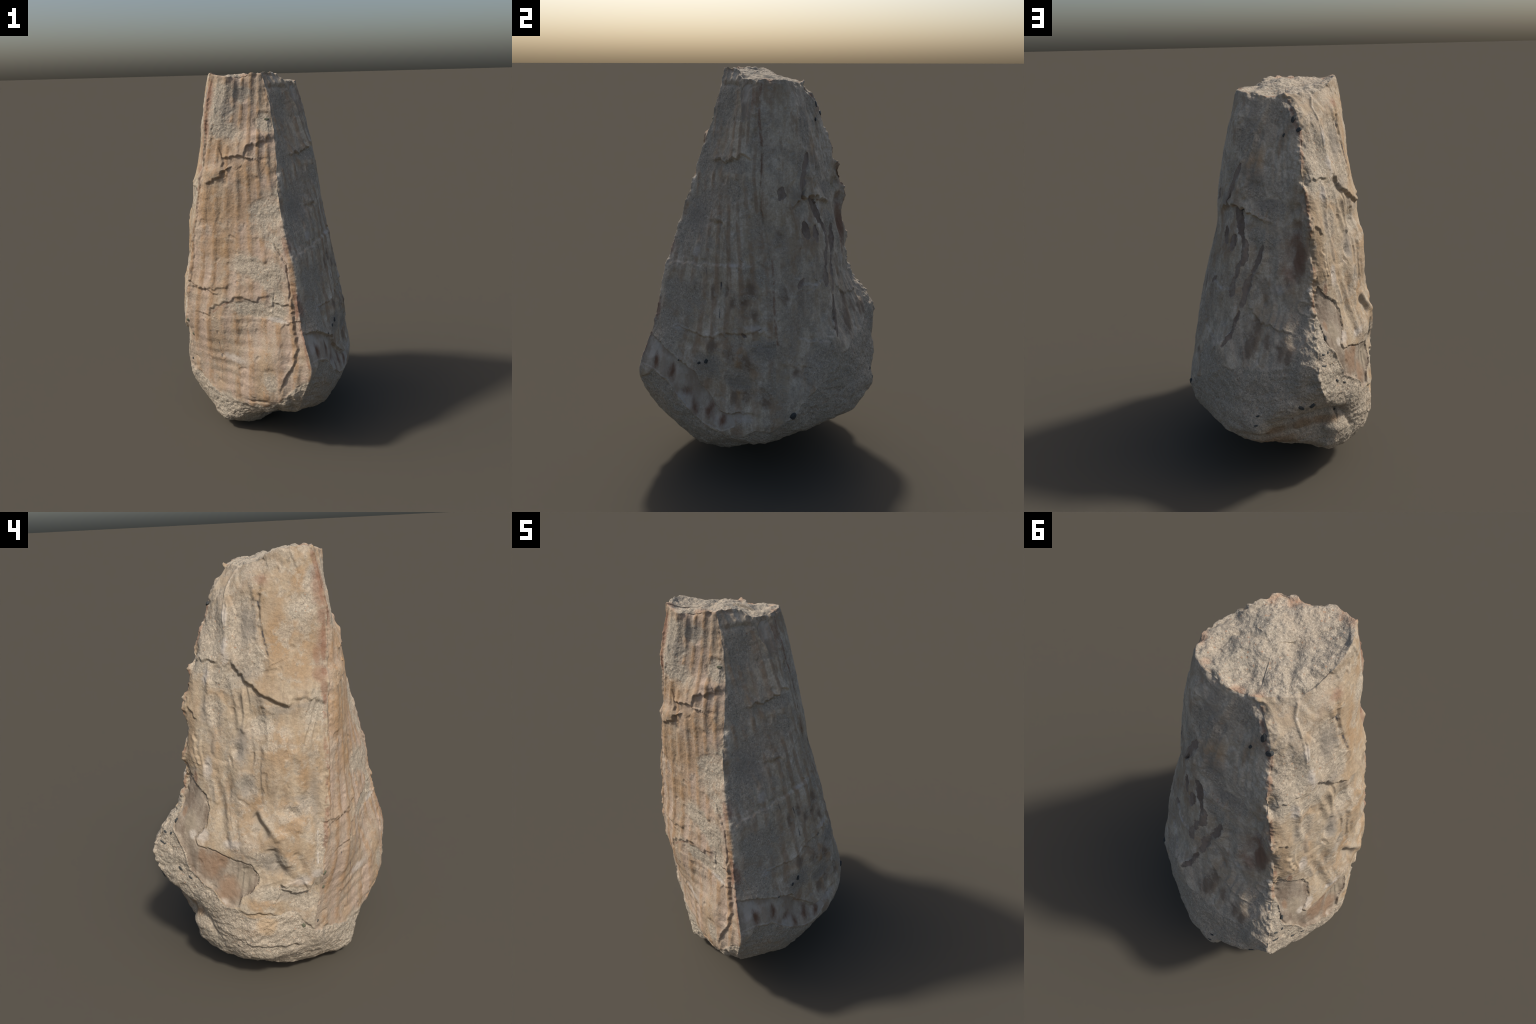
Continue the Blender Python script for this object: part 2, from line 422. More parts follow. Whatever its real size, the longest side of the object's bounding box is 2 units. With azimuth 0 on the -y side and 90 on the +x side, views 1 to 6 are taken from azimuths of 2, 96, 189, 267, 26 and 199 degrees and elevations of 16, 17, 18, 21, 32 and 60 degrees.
# ------------------------------------------------------------------ relief: the ribbed wall
step([(9.5, 1.445), (9.88, 1.44), (10.33, 1.471), (10.35, 1.561), (10.65, 1.577), (10.92, 1.583), (11.15, 1.637), (11.45, 1.644), (11.9, 1.665)], .011, .035, .004, edge=.009)
bump(10.1, 1.49, .045, .03, .012)
bump(11.5, 1.68, .05, .018, .012)
bump(11.05, 1.63, .02, .02, .008)
bump(10.55, 1.57, .02, .02, .006)
crease([(10.33, 1.5), (10.5, 1.47), (10.42, 1.43)], .012, .012)
step([(9.03, .84), (9.35, .842), (9.85, .856), (10.23, .872), (10.45, .9)], .007, .035, .0015, edge=.010, wobble=.003)
step([(9.3, .703), (9.72, .702), (9.77, .744), (10.0, .779), (10.47, .81), (10.55, .838), (10.77, .833), (11.13, .827), (11.25, .851), (11.5, .879)], .008, .04, .0015, edge=.010, wobble=.0035)
step([(11.43, .803), (11.5, .83), (11.65, .829), (11.9, .827)], .008, .02, .004)
step([(11.53, .726), (10.7, .688), (10.32, .68)], .003, .05)
step([(10.25, .722), (9.55, .679), (9.3, .67)], .003, .05)
crease([(10.5, .253), (10.7, .266), (10.9, .285)], .016, .008)
crease([(11.67, 1.156), (11.78, 1.105), (11.9, 1.04), (11.88, .965), (11.87, .892), (11.83, .832)], .012, .0045, .002)
step([(11.35, .376), (11.53, .443), (11.7, .516), (11.85, .616), (11.87, .778), (11.9, .9)], .012, .03, .006, wobble=.003)
step([(11.6, .683), (11.65, .715), (11.87, .75), (11.57, .772), (11.37, .794)], .006, .02, .003)
crease([(9.12, 1.9), (9.15, 1.6), (9.14, 1.3), (9.14, 1.0), (9.1, .8)], .005, .008)
# ------------------------------------------------------------------ relief: the nodular wall
ridge([(.0, 1.937), (.53, 1.937), (2.0, 1.93)], .007, .012)
crease([(.2, 1.915), (.8, 1.915), (1.9, 1.912)], .005, .006)
step([(.6, 1.57), (1.13, 1.579), (1.68, 1.594), (2.1, 1.615), (2.65, 1.604)], .011, .03, .007)
step([(1.15, 1.754), (2.03, 1.759), (2.57, 1.768)], -.005, .03, 0)
crease([(1.03, 1.3), (1.27, 1.285), (1.52, 1.305)], .009, .008)
ridge([(1.1, 1.325), (1.35, 1.31), (1.7, 1.3)], .006, .012)
step([(2.53, 1.115), (2.22, 1.13), (1.85, 1.115), (.83, 1.094), (.13, 1.065)], .007, .06, .004)
step([(.73, .749), (.8, .781), (1.17, .766), (1.45, .76), (1.77, .797), (2.42, .823), (2.87, .797)], .008, .03, .005, wobble=.004)
for u, z in [(1.1, .74), (1.45, .71), (1.75, .725), (2.0, .70), (2.3, .69), (2.5, .74)]:
    bump(u, z, .025, .03, .008)
step([(.02, .70), (.53, .669), (.98, .616), (1.28, .579), (1.43, .513), (1.62, .469), (1.82, .412), (2.07, .411), (2.25, .425), (2.5, .43)], .015, .05, .008, edge=.006, wobble=.003)
crease([(3.0, 1.93), (3.0, 1.7), (3.0, 1.5), (2.98, 1.3), (3.02, 1.1), (3.0, .9), (3.0, .8)], .006, .005, .002)
step([(2.3, .60), (2.6, .56), (2.9, .53)], .005, .03)
step([(3.3, .66), (3.75, .64), (4.0, .58)], .005, .04, .002)
# ------------------------------------------------------------------ relief: the shaded wall
step([(4.13, 1.36), (4.47, 1.41), (4.85, 1.42), (5.07, 1.395), (5.4, 1.36)], .020, .035, .008)
ridge([(5.27, 1.9), (5.17, 1.788), (5.0, 1.673), (4.98, 1.555), (5.02, 1.435)], .010, .014)
ridge([(5.12, 1.8), (4.85, 1.68), (4.8, 1.56), (4.82, 1.46)], .006, .01)
ridge([(5.02, 1.345), (5.06, 1.245), (4.95, 1.155), (4.8, 1.0)], .008, .012)
ridge([(5.38, 1.32), (5.36, 1.2), (5.2, 1.1), (5.08, .98)], .008, .012)
crease([(5.2, 1.3), (5.2, 1.15), (5.05, 1.0)], .008, .012)
for spot in [(5.3, 1.62, .018, .03), (5.2, 1.52, .015, .02), (4.7, 1.5, .012, .018), (5.42, 1.35, .02, .015), (5.0, 1.45, .015, .012), (5.5, 1.02, .015, .03), (5.35, .98, .012, .02), (4.2, 1.12, .02, .02), (5.65, 1.08, .018, .03), (4.4, .85, .02, .03)]:
    bump(*spot, -.010)
for line in ([(4.3, 1.9), (4.28, 1.7), (4.3, 1.5)], [(4.55, 1.88), (4.5, 1.72)], [(4.15, 1.32), (4.12, 1.15)], [(4.3, 1.2), (4.25, 1.05)], [(5.55, 1.2), (5.5, 1.05), (5.45, .95)], [(3.5, 1.8), (3.5, 1.6)], [(3.6, 1.2), (3.55, 1.05)]):
    ridge(line, .004, .012)
for u in (5.55, 5.66, 5.76):
    crease([(u, 1.85), (u - .04, 1.7), (u - .06, 1.52)], .006, .008)
step([(4.8, .88), (4.5, .77), (4.33, .724), (4.07, .734), (3.68, .77), (3.5, .84)], .008, .04, .006)
step([(4.62, 1.02), (4.2, 1.01), (3.77, 1.03)], .007, .02, .004)
step([(5.05, .96), (5.3, .88), (5.7, .86)], .008, .03, .003)
bump(5.55, 1.5, .08, .2, -.028)
bump(5.72, 1.25, .05, .10, -.02)
bump(5.78, 1.345, .035, .03, -.024)
bump(5.83, 1.44, .018, .025, -.025)
bump(5.72, 1.42, .014, .03, -.018)
bump(5.72, 1.2, .035, .1, -.014)
bump(5.9, 1.5, .02, .03, -.016)
# ring-shaped cross-section of a small shell
ring = [(5.9 + .1 * np.cos(t), .978 + .032 * np.sin(t)) for t in np.linspace(.3, 5.2, 9)]
ridge(ring, .006, .007, .001)
bump(5.9, .978, .02, .018, -.006)
# ------------------------------------------------------------------ relief: the folded wall
step([(7.62, 1.45), (7.7, 1.36), (7.78, 1.25), (7.75, 1.15)], .008, .04, 0, edge=.014)
step([(6.5, 1.25), (6.65, 1.18), (6.7, 1.1)][::-1], .007, .025, .004)
step([(7.45, 1.85), (7.58, 1.72), (7.75, 1.62), (7.85, 1.52)], .007, .05, 0, edge=.010)
bump(7.28, 1.70, .05, .15, -.018)
bump(7.05, 1.3, .025, .14, -.010)
bump(7.32, 1.38, .02, .10, -.010)
bump(7.62, 1.32, .03, .10, -.008)
bump(7.28, .9, .02, .10, -.009)
bump(7.6, .95, .025, .10, -.010)
bump(8.05, 1.0, .03, .10, -.008)
bump(7.5, 1.52, .05, .06, -.012)
bump(8.3, 1.80, .05, .04, -.007)
bump(7.9, 1.33, .12, .05, -.008)
bump(7.1, 1.42, .03, .08, -.008)
bump(7.9, 1.1, .07, .16, .006)
bump(8.6, 1.0, .03, .14, -.007)
bump(8.1, .90, .05, .05, .005)
bump(7.75, .75, .05, .06, .004)
step([(8.97, 1.371), (8.7, 1.395), (8.35, 1.41), (8.15, 1.402)][::-1], .009, .035, .003, edge=.012, wobble=.003)
step([(8.15, 1.402), (8.05, 1.382), (7.88, 1.392), (7.72, 1.423), (7.58, 1.453), (7.43, 1.489), (7.25, 1.57)][::-1], .018, .05, .006, edge=.012, wobble=.004)
crease([(7.25, 1.57), (7.43, 1.489), (7.58, 1.453), (7.72, 1.423), (7.88, 1.392)], .003, .016)
ridge([(6.77, 1.916), (6.68, 1.869), (6.80, 1.80)], .006, .006, .001)
ridge([(6.81, 1.80), (6.89, 1.75), (7.0, 1.695)], .005, .005, .001)
ridge([(6.86, 1.80), (6.97, 1.75), (7.04, 1.695)], .005, .005, .001)
ridge([(7.03, 1.70), (7.1, 1.66), (7.17, 1.58)], 0.0051, 0.0100, .0015)
ridge([(7.3, 1.88), (7.42, 1.8), (7.6, 1.66), (7.78, 1.56), (7.86, 1.48)], 0.0076, 0.0175, .0015)
ridge([(7.43, 1.45), (7.48, 1.35), (7.5, 1.26)], 0.0153, 0.0112, .0015)
ridge([(6.8, 1.556), (6.88, 1.463), (6.87, 1.369), (7.07, 1.249), (7.1, 1.15)], 0.0115, 0.0150, .0015)
ridge([(7.27, 1.5), (7.35, 1.38), (7.45, 1.27)], 0.0102, 0.0150, .0015)
step([(6.2, 1.559), (6.7, 1.564), (7.02, 1.554)], .008, .03, .004)
step([(6.2, 1.36), (6.45, 1.34), (6.6, 1.31)], .008, .03, .004)
ridge([(7.18, 1.096), (7.3, .976), (7.42, .856), (7.5, .76)], 0.0115, 0.0175, .0015)
ridge([(7.0, 1.09), (7.1, 1.0), (7.2, .94)], 0.0076, 0.0125, .0015)
ridge([(8.2, 1.21), (8.42, 1.14), (8.42, 1.04), (8.4, .96)], 0.0103, 0.0202, .0015)
ridge([(8.1, .955), (8.3, .96), (8.5, .916), (8.45, .873), (8.3, .84)], 0.0103, 0.0186, .0015)
ridge([(7.7, .95), (7.8, .89), (7.95, .84), (8.0, .8)], 0.0138, 0.0186, .0015)
crease([(7.65, .92), (7.78, .865), (7.86, .82)], 0.0189, 0.0175)
ridge([(8.02, .85), (8.1, .75), (8.25, .67)], 0.0149, 0.0254, .0015)
crease([(7.9, .78), (8.0, .7), (8.25, .63)], 0.0189, 0.0189)
crease([(8.3, .75), (8.45, .70), (8.55, .66)], 0.0108, 0.0162)
step([(8.22, .62), (8.35, .57), (8.63, .535), (8.82, .555), (8.84, .6)], .014, .04, .006, wobble=.003)
for u, z, r, h in [(7.42, 1.19, .02, -.014), (7.55, 1.04, .022, -.012), (8.23, .926, .02, -.012), (7.5, .9, .02, -.008), (8.0, 1.06, .05, .004), (8.6, 1.2, .03, .008), (8.1, 1.2, .05, .006)]:
    bump(u, z, r, r * 1.4, h)
step([(10.08, .832), (9.53, .844), (9.07, .865), (8.8, .87)][::-1], .006, .03, .003)
crease([(7.8, 1.95), (7.88, 1.91), (8.05, 1.95)], .005, .01)
crease([(8.78, 1.8), (8.8, 1.5), (8.78, 1.2), (8.8, .9), (8.87, .68)], .003, .010)
# ------------------------------------------------------------------ relief: the foot
step([(7.45, .40), (6.9, .40), (6.32, .43), (5.8, .44), (5.42, .42), (5.2, .36)][::-1], -.0, .03, 0)
crease([(5.42, .43), (5.7, .435), (6.05, .44), (6.4, .44), (6.75, .43), (7.1, .40)], .06, .032, .002)
bump(5.6, .53, .1, .04, .010)
bump(5.78, .74, .05, .07, .016)
bump(5.9, .86, .025, .03, .010)
bump(5.85, .66, .03, .03, -.012)
bump(5.7, .83, .02, .03, -.008)
crease([(6.95, .45), (7.2, .38), (7.4, .30)], .014, .015)
crease([(11.55, .06), (11.4, .12), (11.25, .19), (11.0, .26)], .03, .035)
crease([(11.55, .35), (11.7, .28), (11.9, .22)], .012, .015)
step([(7.8, .30), (8.3, .27), (8.8, .26)], .010, .04, .006)
step([(7.6, .21), (8.2, .19), (9.0, .17)], .010, .04, .006)
bump(8.3, .385, .045, .05, .008)
# ------------------------------------------------------------------ flaked patches
WINDOW = [(6.22, 1.081), (6.6, 1.014), (6.92, .979), (7.08, .92), (7.12, .854), (7.08, .817), (7.0, .786), (7.05, .754), (7.28, .74), (7.48, .705), (7.68, .69), (7.8, .644), (7.87, .61), (7.88, .569), (7.78, .543), (7.8, .491)]
WINDOW_LOW = [(7.63, .484), (7.52, .51), (7.37, .555), (7.1, .602), (6.88, .642), (6.82, .718), (6.67, .784), (6.38, .828), (6.27, .892), (6.05, .967), (6.08, 1.043)]
step(WINDOW[::-1], .004, .05, .0, edge=.003, wobble=.0015)
crease(WINDOW[1:14], .009, .0035, .0015)
ridge([WINDOW[-1]] + WINDOW_LOW[:8], .007, .008, .001)
lost_shell(WINDOW + WINDOW_LOW, .010, "folded_wall", "inner_layer", lip=.003)
lost_shell([(2.0, 1.90), (2.25, 1.925), (2.6, 1.93), (2.68, 1.86), (2.62, 1.777), (2.4, 1.79), (2.25, 1.764), (2.2, 1.82), (2.08, 1.84)], .004, "nodular_wall", "stained_layer")
lost_shell([(.03, .69), (.53, .664), (.98, .611), (1.28, .574), (1.40, .513), (1.6, .466), (1.80, .408), (2.07, .405), (2.2, .36), (1.9, .31), (1.48, .33), (1.17, .392), (.93, .45), (.75, .508), (.37, .537), (.03, .545)], .004, "nodular_wall", "stained_layer")
lost_shell([(4.46, 1.30), (4.42, 1.27), (4.39, 1.235)], .0025, "shaded_wall", "dark_inner_layer", 0.0240)
lost_shell([(4.72, 1.27), (4.68, 1.24), (4.65, 1.21)], .0025, "shaded_wall", "dark_inner_layer", 0.0228)
lost_shell([(3.93, 1.47), (3.87, 1.44), (3.8, 1.425)], .0025, "shaded_wall", "dark_inner_layer", 0.0216)
lost_shell([(4.77, 1.61), (4.66, 1.546), (4.59, 1.496), (4.52, 1.43)], .0025, "shaded_wall", "dark_inner_layer", 0.0144)
lost_shell([(4.82, 1.40), (4.90, 1.37), (4.95, 1.33), (4.97, 1.29)], .0025, "shaded_wall", "dark_inner_layer", 0.0240)
lost_shell([(4.99, 1.285), (5.03, 1.24), (5.0, 1.18), (4.92, 1.145)], .0025, "shaded_wall", "dark_inner_layer", 0.0192)
lost_shell([(4.88, 1.14), (4.84, 1.11), (4.82, 1.08)], .0025, "shaded_wall", "dark_inner_layer", 0.0168)
lost_shell([(5.33, 1.25), (5.26, 1.19), (5.16, 1.12)], .0025, "shaded_wall", "dark_inner_layer", 0.0156)
lost_shell([(5.15, 1.10), (5.05, 1.05), (4.97, .99), (4.92, .95)], .0025, "shaded_wall", "dark_inner_layer", 0.0204)
lost_shell([(4.86, .92), (4.75, .86), (4.62, .79), (4.5, .73)], .0025, "shaded_wall", "dark_inner_layer", 0.0132)
lost_shell([(4.75, 1.07), (4.7, 1.03), (4.66, .99)], .0025, "shaded_wall", "dark_inner_layer", 0.0216)
lost_shell([(3.9, 1.045), (3.8, 1.03), (3.7, 1.01)], .0025, "shaded_wall", "dark_inner_layer", 0.0144)
lost_shell([(2.05, .812), (2.09, .806), (2.13, .80)], .006, "nodular_wall", "dark_inner_layer", .010)

for u, z, r, h in [(6.0, 1.83, .02, -0.0080), (6.0, 1.70, .03, -0.0070), (6.0, 1.60, .02, 0.0060), (6.02, 1.47, .03, -0.0100), (6.0, 1.36, .025, 0.0060), (6.0, 1.26, .04, -0.0110), (6.0, 1.13, .025, 0.0070), (6.0, 1.06, .03, -0.0090), (5.97, .93, .03, .012), (0, 1.25, .02, .008), (0, 1.1, .02, -.008), (0, 1.5, .02, -.008), (0, 1.75, .02, -.006), (9, 1.46, .025, .010), (9, 1.25, .03, -.006), (9, .95, .025, .008), (9, .82, .03, .010), (9, .7, .03, -.012), (9, .55, .03, -.008)]:
    bump(u, z, r, r * 1.3, h)
for lo_u in (0, 3, 6, 9):                               # relief rises and sinks about the body, wall by wall
    on = WALL & (UU >= lo_u) & (UU < lo_u + 3) & (FOOT < .5)
    H[on] -= np.median(H[on])

# ------------------------------------------------------------------ ragged ridges and rim
for u, low, high, amp in [(0, .55, 1.97, .010), (6, .62, 1.92, .030), (9, .5, 1.99, .009)]:
    col = [(u, z) for z in np.linspace(low, high, 24)]
    i, d, s, a, o = near(path(col, wobble=0), .07)
    rag = 1.1 * noise(P[i], .09, 71) - .2 + .6 * noise(P[i], .035, 76) + .35 * noise(P[i], .015, 72)
    H[i] += amp * np.exp(-(d / .022) ** 2) * rag * (.6 + .9 * noise(P[i], .16, 75))
rim_d = (ROW - ROW_TOP) * (2.2 / ROWS)
chip = np.exp(-(rim_d / .02) ** 2)
H -= .016 * chip * np.maximum(noise(P, .06, 73) + .5 * noise(P, .02, 74), -.15)

# ------------------------------------------------------------------ relief: the broken end
f = np.clip(ROW / ROW_TOP, 0, 1)                          # 0 in the middle, 1 at the rim
end = ON_TOP * smooth(1.0, .9, f)
facet = fbm(P, .12, 81, 3, .5)
crag = .016 * facet + .004 * fbm(P, .035, 82, 2, .6) + .0015 * noise(P, .012, 83) 
hollow = lambda x, y, r, h: h * np.exp(-((X - x) ** 2 + (Y - y) ** 2) / r**2)
crag = crag - hollow(.10, .05, .05, .018) - hollow(-.19, -.04, .06, .022) + hollow(-.03, -.06, .06, .012) - hollow(-.02, .12, .05, .008)
H += end * crag

# ------------------------------------------------------------------ skin, faces, smooth normals
VERT = P + NORMAL.reshape(-1, 3) * H[:, None]
low, high = VERT[:, 2].min(), VERT[:, 2].max()
VERT[:, 2] = (VERT[:, 2] - low) * (2.0 / (high - low))
skin_n = normals(VERT.reshape(NV, NU, 3))
if skin_n[NV // 2, 0] @ NORMAL[NV // 2, 0] < 0:
    skin_n = -skin_n
skin_n = skin_n.reshape(-1, 3)

row, col = np.meshgrid(np.arange(NV - 1), np.arange(NU), indexing="ij")
nxt = (col + 1) % NU
QUADS = np.stack([row * NU + col, (row + 1) * NU + col, (row + 1) * NU + nxt, row * NU + nxt], -1).reshape(-1, 4)
first = QUADS[:, 0]
PARTS = ["ribbed_wall", "nodular_wall", "shaded_wall", "folded_wall", "broken_end", "rock_foot"]
mid_u = UU[first]
label = np.select([mid_u < 3, mid_u < 6, mid_u < 9], [1, 2, 3], 0)
label[ROW[first] < ROW_TOP] = 4
label[(FOOT[first] > .5) | (ROW[first] >= ROW_BASE)] = 5
patch = REGION[first]
label = np.where((patch > 0) & (label != 4), 5 + patch, label)


def mesh_part(name, faces, material, parent):
    used, index = np.unique(faces, return_inverse=True)
    me = bpy.data.meshes.new(name)
    me.vertices.add(len(used))
    me.vertices.foreach_set("co", VERT[used].astype(np.float32).ravel())
    n = len(faces)
    me.loops.add(4 * n)
    me.loops.foreach_set("vertex_index", index.reshape(-1).astype(np.int32))
    me.polygons.add(n)
    me.polygons.foreach_set("loop_start", np.arange(0, 4 * n, 4, dtype=np.int32))
    me.update(calc_edges=True)
    me.polygons.foreach_set("use_smooth", np.ones(n, bool))
    me.normals_split_custom_set_from_vertices(skin_n[used].astype(np.float32))
    me.materials.append(material)
    ob = bpy.data.objects.new(name, me)
    bpy.context.collection.objects.link(ob)
    ob.parent = parent
    return ob


# ------------------------------------------------------------------ materials
class Graph:
    """Small helper to write node trees as expressions."""

    def __init__(self, name, roughness=.85):
        self.mat = bpy.data.materials.new(name)
        self.mat.use_nodes = True
        self.t = self.mat.node_tree
        self.bsdf = self.t.nodes["Principled BSDF"]
        self.bsdf.inputs["Roughness"].default_value = roughness
        self.bsdf.inputs["Specular IOR Level"].default_value = .25
        self.pos = self.node("ShaderNodeTexCoord").outputs["Object"]
        s = self.node("ShaderNodeSeparateXYZ")
        self.put(s.inputs[0], self.pos)
        self.x, self.y, self.z = s.outputs

    def node(self, kind, **props):
        n = self.t.nodes.new(kind)
        for k, v in props.items():
            setattr(n, k, v)
        return n

    def put(self, socket, value):
        if hasattr(value, "is_output"):
            self.t.links.new(value, socket)
        else:
            socket.default_value = value

    def math(self, op, a, b=0., c=None, clamp=False):
        n = self.node("ShaderNodeMath", operation=op, use_clamp=clamp)
        self.put(n.inputs[0], a)
        self.put(n.inputs[1], b)
        if c is not None:
            self.put(n.inputs[2], c)
        return n.outputs[0]

    def vec(self, op, a, b=None, c=None, out=0):
        n = self.node("ShaderNodeVectorMath", operation=op)
        self.put(n.inputs[0], a)
        if b is not None:
            self.put(n.inputs[1], b)
        if c is not None:
            self.put(n.inputs[2], c)
        return n.outputs[out]

    def ease(self, v, a, b, lo=0., hi=1.):
        n = self.node("ShaderNodeMapRange", interpolation_type="SMOOTHSTEP")
        self.put(n.inputs[0], v)
        for k, val in enumerate((a, b, lo, hi)):
            self.put(n.inputs[k + 1], val)
        return n.outputs[0]

    def line(self, v, a, b, lo, hi):
        n = self.node("ShaderNodeMapRange")
        self.put(n.inputs[0], v)
        for k, val in enumerate((a, b, lo, hi)):
            self.put(n.inputs[k + 1], val)
        return n.outputs[0]

    def curve(self, v, xs, ys):
        """Piecewise linear function of v."""
        out = None
        for x0, x1, y0, y1 in zip(xs[:-1], xs[1:], ys[:-1], ys[1:]):
            seg = self.line(v, x0, x1, 0, y1 - y0)
            out = seg if out is None else self.math("ADD", out, seg)
        return self.math("ADD", out, ys[0])

    def noise(self, size, detail=3., rough=.55, stretch=(1, 1, 1), offset=0., warp=0.):
        p = self.vec("MULTIPLY_ADD", self.pos, tuple(stretch), (offset, offset * .7, offset * 1.3))
        n = self.node("ShaderNodeTexNoise")
        self.put(n.inputs["Vector"], p)
        n.inputs["Scale"].default_value = 1 / size
        n.inputs["Detail"].default_value = detail
        n.inputs["Roughness"].default_value = rough
        n.inputs["Distortion"].default_value = warp
        return n.outputs["Fac"]

    def mix(self, fac, a, b, kind="MIX"):
        n = self.node("ShaderNodeMix", data_type="RGBA", blend_type=kind)
        self.put(n.inputs[0], fac)
        for s, v in ((n.inputs[6], a), (n.inputs[7], b)):
            self.put(s, v if hasattr(v, "is_output") else (*v, 1.))
        return n.outputs[2]

    def spots(self, places, edge=.25, ragged=None):
        """Mask of soft ellipsoids given as (u, z, radius across, radius up[, strength])."""
        best = None
        for pl in places:
            u, z, ru, rz = pl[:4]
            c, _ = on_skin(u, z)
            k = np.array([1 / ru, 1 / ru, 1 / rz])
            d = self.vec("LENGTH", self.vec("MULTIPLY_ADD", self.pos, tuple(k), tuple(-c * k)), out=1)
            best = d if best is None else self.math("MINIMUM", best, d)
        if ragged is not None:
            best = self.math("ADD", best, ragged)
        return self.ease(best, 1 + edge, 1 - edge)

    def streak(self, points, width, soft=.5):
        """Mask of a thin line through chart points (u, z)."""
        best = None
        pts = [on_skin(*p)[0] for p in points]
        for a, b in zip(pts[:-1], pts[1:]):
            ab = b - a
            pa = self.vec("SUBTRACT", self.pos, tuple(a))
            t = self.math("MULTIPLY", self.vec("DOT_PRODUCT", pa, tuple(ab), out=1), 1 / (ab @ ab), clamp=True)
            n = self.node("ShaderNodeVectorMath", operation="SCALE")
            n.inputs[0].default_value = tuple(ab)
            self.put(n.inputs["Scale"], t)
            d = self.vec("LENGTH", self.vec("SUBTRACT", pa, n.outputs[0]), out=1)
            best = d if best is None else self.math("MINIMUM", best, d)
        if not hasattr(self, "waver"):
            self.waver = self.math("SUBTRACT", self.noise(.03, 2.), .5)
        wav = self.math("MULTIPLY", self.waver, width * 1.5)
        return self.ease(self.math("ADD", best, wav), width * (1 + soft), width * (1 - soft))

    def finish(self, colour, bump_height, strength=.5, distance=.01):
        self.put(self.bsdf.inputs["Base Color"], colour)
        b = self.node("ShaderNodeBump")
        b.inputs["Strength"].default_value = strength
        b.inputs["Distance"].default_value = distance
        self.put(b.inputs["Height"], bump_height)
        self.put(self.bsdf.inputs["Normal"], b.outputs[0])
        return self.mat


MATRIX_PALE, MATRIX_MID, MATRIX_DARK = (.465, .39, .295), (.345, .29, .22), (.13, .115, .10)
CREAM, TAN, OCHRE = (.43, .345, .25), (.36, .26, .165), (.35, .215, .105)
PINK, WHITE, RUST, BLUE_BLACK = (.38, .29, .215), (.50, .45, .40), (.215, .11, .068), (.055, .055, .065)


def matrix_colour(g, cool=0.):
    """Sandy matrix: pale and mid beige, with dark grains and rusty specks."""
    broad = g.noise(.16, 3., .6, offset=3.1)
    fine = g.noise(.014, 4., .7, offset=5.3)
    c = g.mix(g.ease(fine, .36, .62), MATRIX_MID, MATRIX_PALE)
    c = g.mix(g.math("MULTIPLY", g.ease(broad, .42, .7), .55), c, (.36, .32, .25))
    grains = g.node("ShaderNodeTexVoronoi", feature="F1")
    g.put(grains.inputs["Vector"], g.pos)
    grains.inputs["Scale"].default_value = 130
    s = g.node("ShaderNodeSeparateColor")
    g.put(s.inputs[0], grains.outputs["Color"])
    tiny = g.noise(.0065, 3., .75, offset=1.1)
    c = g.mix(g.ease(tiny, .40, .60, .36, 0.), c, (.14, .115, .09))
    c = g.mix(g.ease(tiny, .54, .72, 0., .32), c, (.64, .54, .41))
    dark = g.math("MULTIPLY", g.ease(s.outputs[0], .80, .9), g.ease(grains.outputs["Distance"], .55, .3))
    c = g.mix(g.math("MULTIPLY", dark, .55), c, MATRIX_DARK)
    light = g.math("MULTIPLY", g.ease(s.outputs[1], .88, .95), g.ease(grains.outputs["Distance"], .5, .3))
    c = g.mix(g.math("MULTIPLY", light, .45), c, (.60, .53, .43))
    rust = g.math("MULTIPLY", g.ease(s.outputs[2], .955, .985), g.ease(grains.outputs["Distance"], .6, .3))
    c = g.mix(g.math("MULTIPLY", rust, .5), c, (.36, .18, .09))
    if cool:
        c = g.mix(cool, c, (.25, .235, .215))
        c = g.mix(g.ease(tiny, .45, .6, .35 * cool, 0.), c, (.12, .115, .11))
    return c, fine, g.noise(.006, 2., .6)


